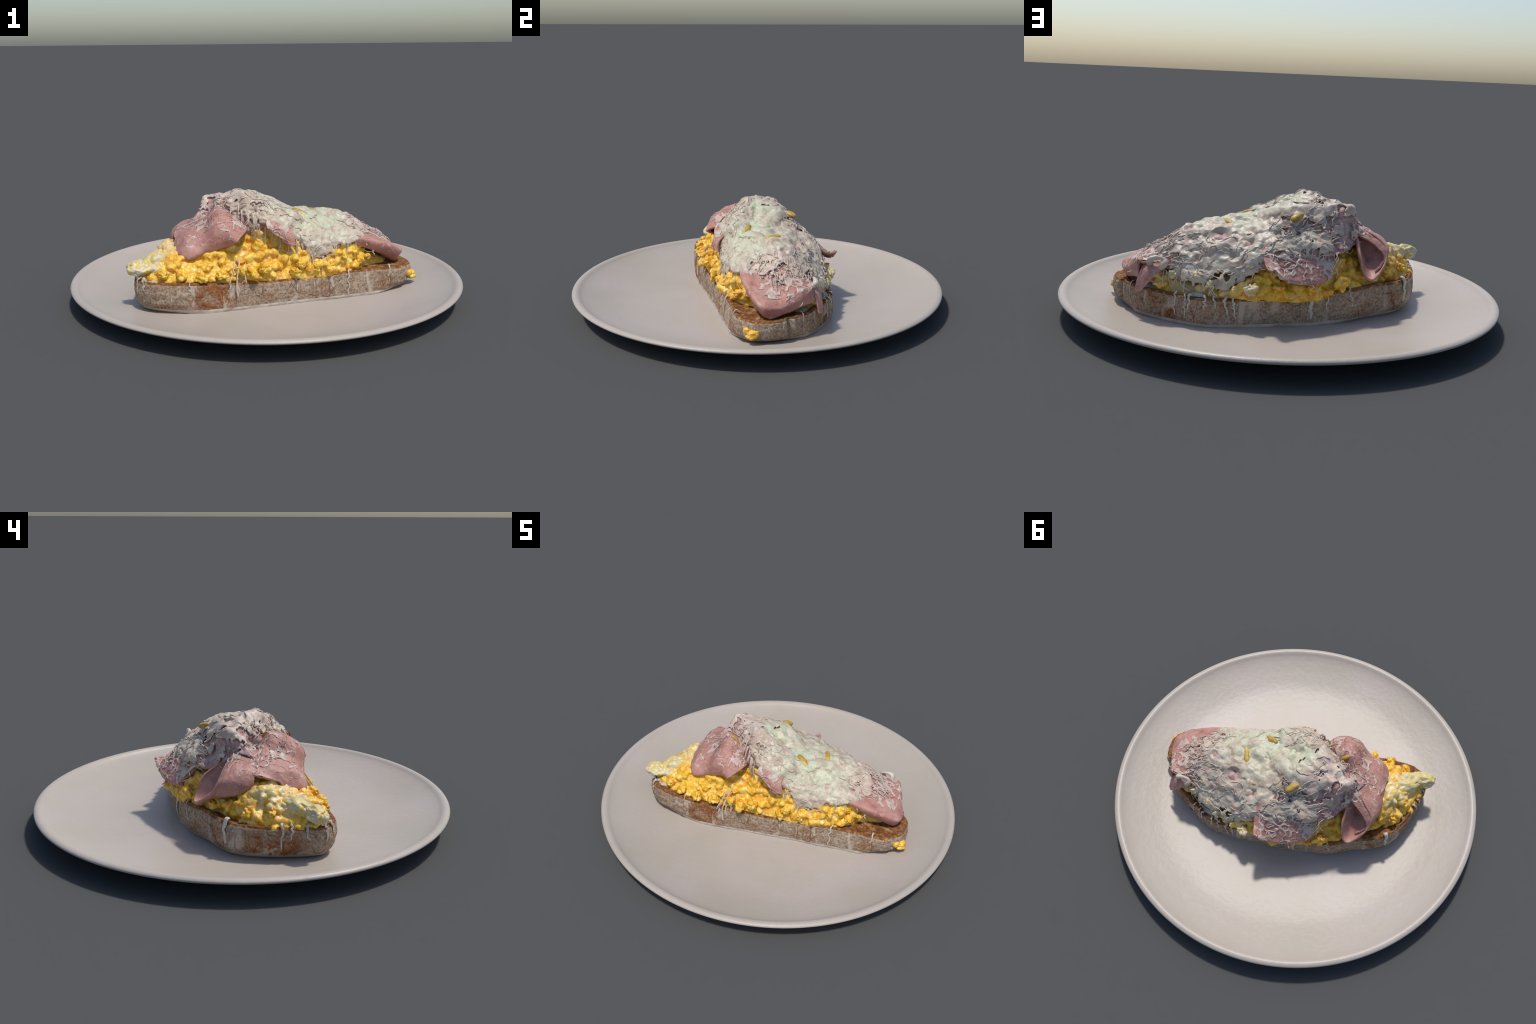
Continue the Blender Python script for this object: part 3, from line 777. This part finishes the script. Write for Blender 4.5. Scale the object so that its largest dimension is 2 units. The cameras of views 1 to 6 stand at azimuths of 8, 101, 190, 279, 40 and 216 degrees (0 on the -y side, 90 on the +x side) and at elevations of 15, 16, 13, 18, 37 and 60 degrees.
def build_strands(M, root, pile):
    r = random.Random(11)
    G = pile.G; nu, nv = G.shape[:2]; parts = []
    # nets of strings over the ham at both ends and down the back
    zones = [((.40, .56), (.06, .36), 120, .0022), ((-.31, -.12), (-.12, .16), 30, .0022), ((-.30, .02), (.14, .34), 70, .0022),
             ((.05, .45), (.26, .40), 60, .0022), ((.02, .34), (-.17, -.04), 40, .002), ((-.10, .10), (-.16, -.04), 40, .0022)]
    Px = G.reshape(-1, 3)
    for (x0, x1), (y0, y1), cnt, rad in zones:
        sel = np.flatnonzero((Px[:, 0] > x0) & (Px[:, 0] < x1) & (Px[:, 1] > y0) & (Px[:, 1] < y1) & (Px[:, 2] > .2))
        for s in range(cnt):
            q = sel[r.randrange(len(sel))]; i, j = divmod(int(q), nv)
            a = r.uniform(0, 6.28)
            parts.append(strand_on(pile, i, j, math.cos(a), math.sin(a), r.randint(6, 16), .35, rad * r.uniform(.6, 1.5), r.uniform(-.001, .004), r.randrange(9999)))
    ridge = np.argmax(G[..., 2], axis=1)
    env = build_envelope(G.shape[0], G.shape[1])
    for s in range(64):
        front = s < 44
        x = r.uniform(-.12, .48) if front else r.uniform(-.28, .45)
        i = int(np.argmin(np.abs(env[:, env.shape[1] // 3, 0] - x)))
        prof = env[i, :ridge[i]] if front else env[i, ridge[i]:][::-1]
        z0 = float(lerp_table(x, FRONT_EDGE if front else BACK_EDGE)) + r.uniform(.0, .03)
        ln = r.uniform(.03, .10); sgn = -1 if front else 1
        zs = np.linspace(z0, max(z0 - ln, .15), 12)
        ys = np.interp(zs, prof[:, 2], prof[:, 1]) + sgn * .004
        ys = np.minimum.accumulate(ys) if front else np.maximum.accumulate(ys)
        ys = ys + sgn * .006 * np.sin(np.linspace(0, math.pi, 12))
        xs = x + .006 * np.sin(np.linspace(0, r.uniform(1, 5), 12)) + np.linspace(0, r.uniform(-.015, .015), 12)
        P = catmull(np.column_stack([xs, ys, zs]), 24)
        w = r.uniform(.0018, .0042)
        parts.append(tube(P, w * np.interp(np.linspace(0, 1, 24), [0, .25, .8, 1], [1.8, .9, .6, .9]), 6))
    # a long run from the egg over the crust at the front
    for pts, w in [([(-.085, -.30, .27), (-.088, -.335, .22), (-.09, -.365, .175), (-.093, -.366, .14), (-.086, -.368, .085)], .0036),
                   ([(-.11, -.31, .25), (-.115, -.345, .20), (-.12, -.372, .17), (-.126, -.376, .15)], .0028), ([(-.06, -.30, .235), (-.058, -.33, .19), (-.05, -.342, .15)], .0028)]:
        P = catmull(pts, 40); parts.append(tube(P, w * (1 + .3 * np.sin(np.linspace(0, 9, 40))), 8))
    V, F = join_parts(parts)
    ob = new_object("cheese_strings", V, F, M["string"], root); ob["kind"] = "stuff"

def build_drips(M, root, R, N):
    # runs of cream down the crust: (x, y of the top, how far down 0..1, width)
    runs = [(-.09, -.35, .85, .007), (-.31, -.44, .35, .006), (.19, -.21, .6, .005), (.44, -.09, .95, .007), (.64, .02, .7, .006), (-.55, -.45, .5, .010),
            (-.52, -.45, .35, .012), (-.12, -.36, .30, .006), (-.05, -.33, .3, .006),
            (.37, .43, .75, .006), (.30, .44, .5, .009), (.33, .43, .8, .005), (.24, .445, .45, .007), (.20, .44, .4, .007), (.15, .42, .6, .009), (.12, .41, .75, .008),
            (-.18, .275, .8, .020), (-.26, .23, .6, .007), (-.34, .185, .6, .006), (.61, .36, .8, .005),
            (-.61, -.27, .95, .008), (-.60, -.31, .85, .007), (-.585, -.385, .5, .011), (-.57, -.03, .75, .016)]
    for s, (x, y, dn, w) in enumerate(runs):
        i = int(np.argmin((R[:, 0] - x) ** 2 + (R[:, 1] - y) ** 2))
        m = 18; hs = np.linspace(1.0, 1.0 - dn, m)
        wig = np.cumsum(np.random.default_rng(s).normal(0, 1.0, m)) * .5
        idx = (i + np.round(wig * .6).astype(int)) % len(R)
        P = np.concatenate([crust_point(R[a:a + 1], N[a:a + 1], h) for a, h in zip(idx, hs)])
        nn = np.column_stack([N[idx], np.zeros(m)])
        P = P + nn * .0015
        P = np.vstack([P[:1] - nn[:1] * .012 + [0, 0, .001], P]); nn = np.vstack([nn[:1], nn])
        P2 = catmull(P, 40)
        n2 = np.stack([np.interp(np.linspace(0, 1, 40), np.linspace(0, 1, m + 1), nn[:, c]) for c in range(3)], 1)
        rad = w * np.interp(np.linspace(0, 1, 40), [0, .1, .5, .85, 1], [1.3, 1.1, .7, .75, .3])
        V, F = tube(P2, rad * .62, 8, (n2, .4))
        V = V + (.0012 * vnoise(V, 120, s))[:, None]
        new_object("cream_drip", V, F, M["cream"], root)

def build_spread(M, root, R, N):
    """cream spread that shows along the back and left edge of the cut face"""
    n = len(R)
    x, y = R[:, 0], R[:, 1]
    want = np.clip((y - .05) / .05, 0, 1) * np.clip((.60 - x) / .06, 0, 1)
    want = np.maximum(want, np.clip((-.44 - x) / .05, 0, 1) * np.clip((-.28 - y) / .06, 0, 1))
    base = np.column_stack([R, np.zeros(n)])
    f = np.clip(want * (.75 + 1.2 * fbm(base, 11, 3, 207)), 0, 1)
    rows = []
    for a, h in [(.012, -.014), (.017, -.002), (.028, .003), (.045, .005), (.09, .003), (.14, .0)]:
        q = R - N * (a + .014 + .010 * vnoise(base, 30, 203) * (a < .05))[:, None]
        P = np.column_stack([q, lerp_table(q[:, 0], TOP_Z) + h - .045 * (1 - f)])
        P[:, 2] += .006 * fbm(P, 22, 3, 201)
        rows.append(P)
    new_object("cream_spread", np.vstack(rows), grid_faces(len(rows), n, wrap_v=True), M["cream"], root)

def main():
    M = make_materials()
    build_plate(M)
    root = bpy.data.objects.new("open_sandwich", None); bpy.context.collection.objects.link(root)
    root.location = (0, 0, .012)
    root["label"] = "open toast piled with scrambled egg, ham and melted cheese"; root["category"] = "open sandwich"
    R, N = build_bread(M, root)
    build_spread(M, root, R, N)
    surface, _, _ = build_pile(M, root)
    build_ham(M, root)
    pile = Pile(surface)
    build_curds(M, root, pile)
    build_seeds(M, root, pile)
    build_strands(M, root, pile)
    build_drips(M, root, R, N)
    # recalculated outward normals on every mesh
    import bmesh
    for ob in bpy.data.objects:
        if ob.type == 'MESH':
            bm = bmesh.new(); bm.from_mesh(ob.data)
            bmesh.ops.recalc_face_normals(bm, faces=bm.faces)
            bm.to_mesh(ob.data); bm.free()

main()
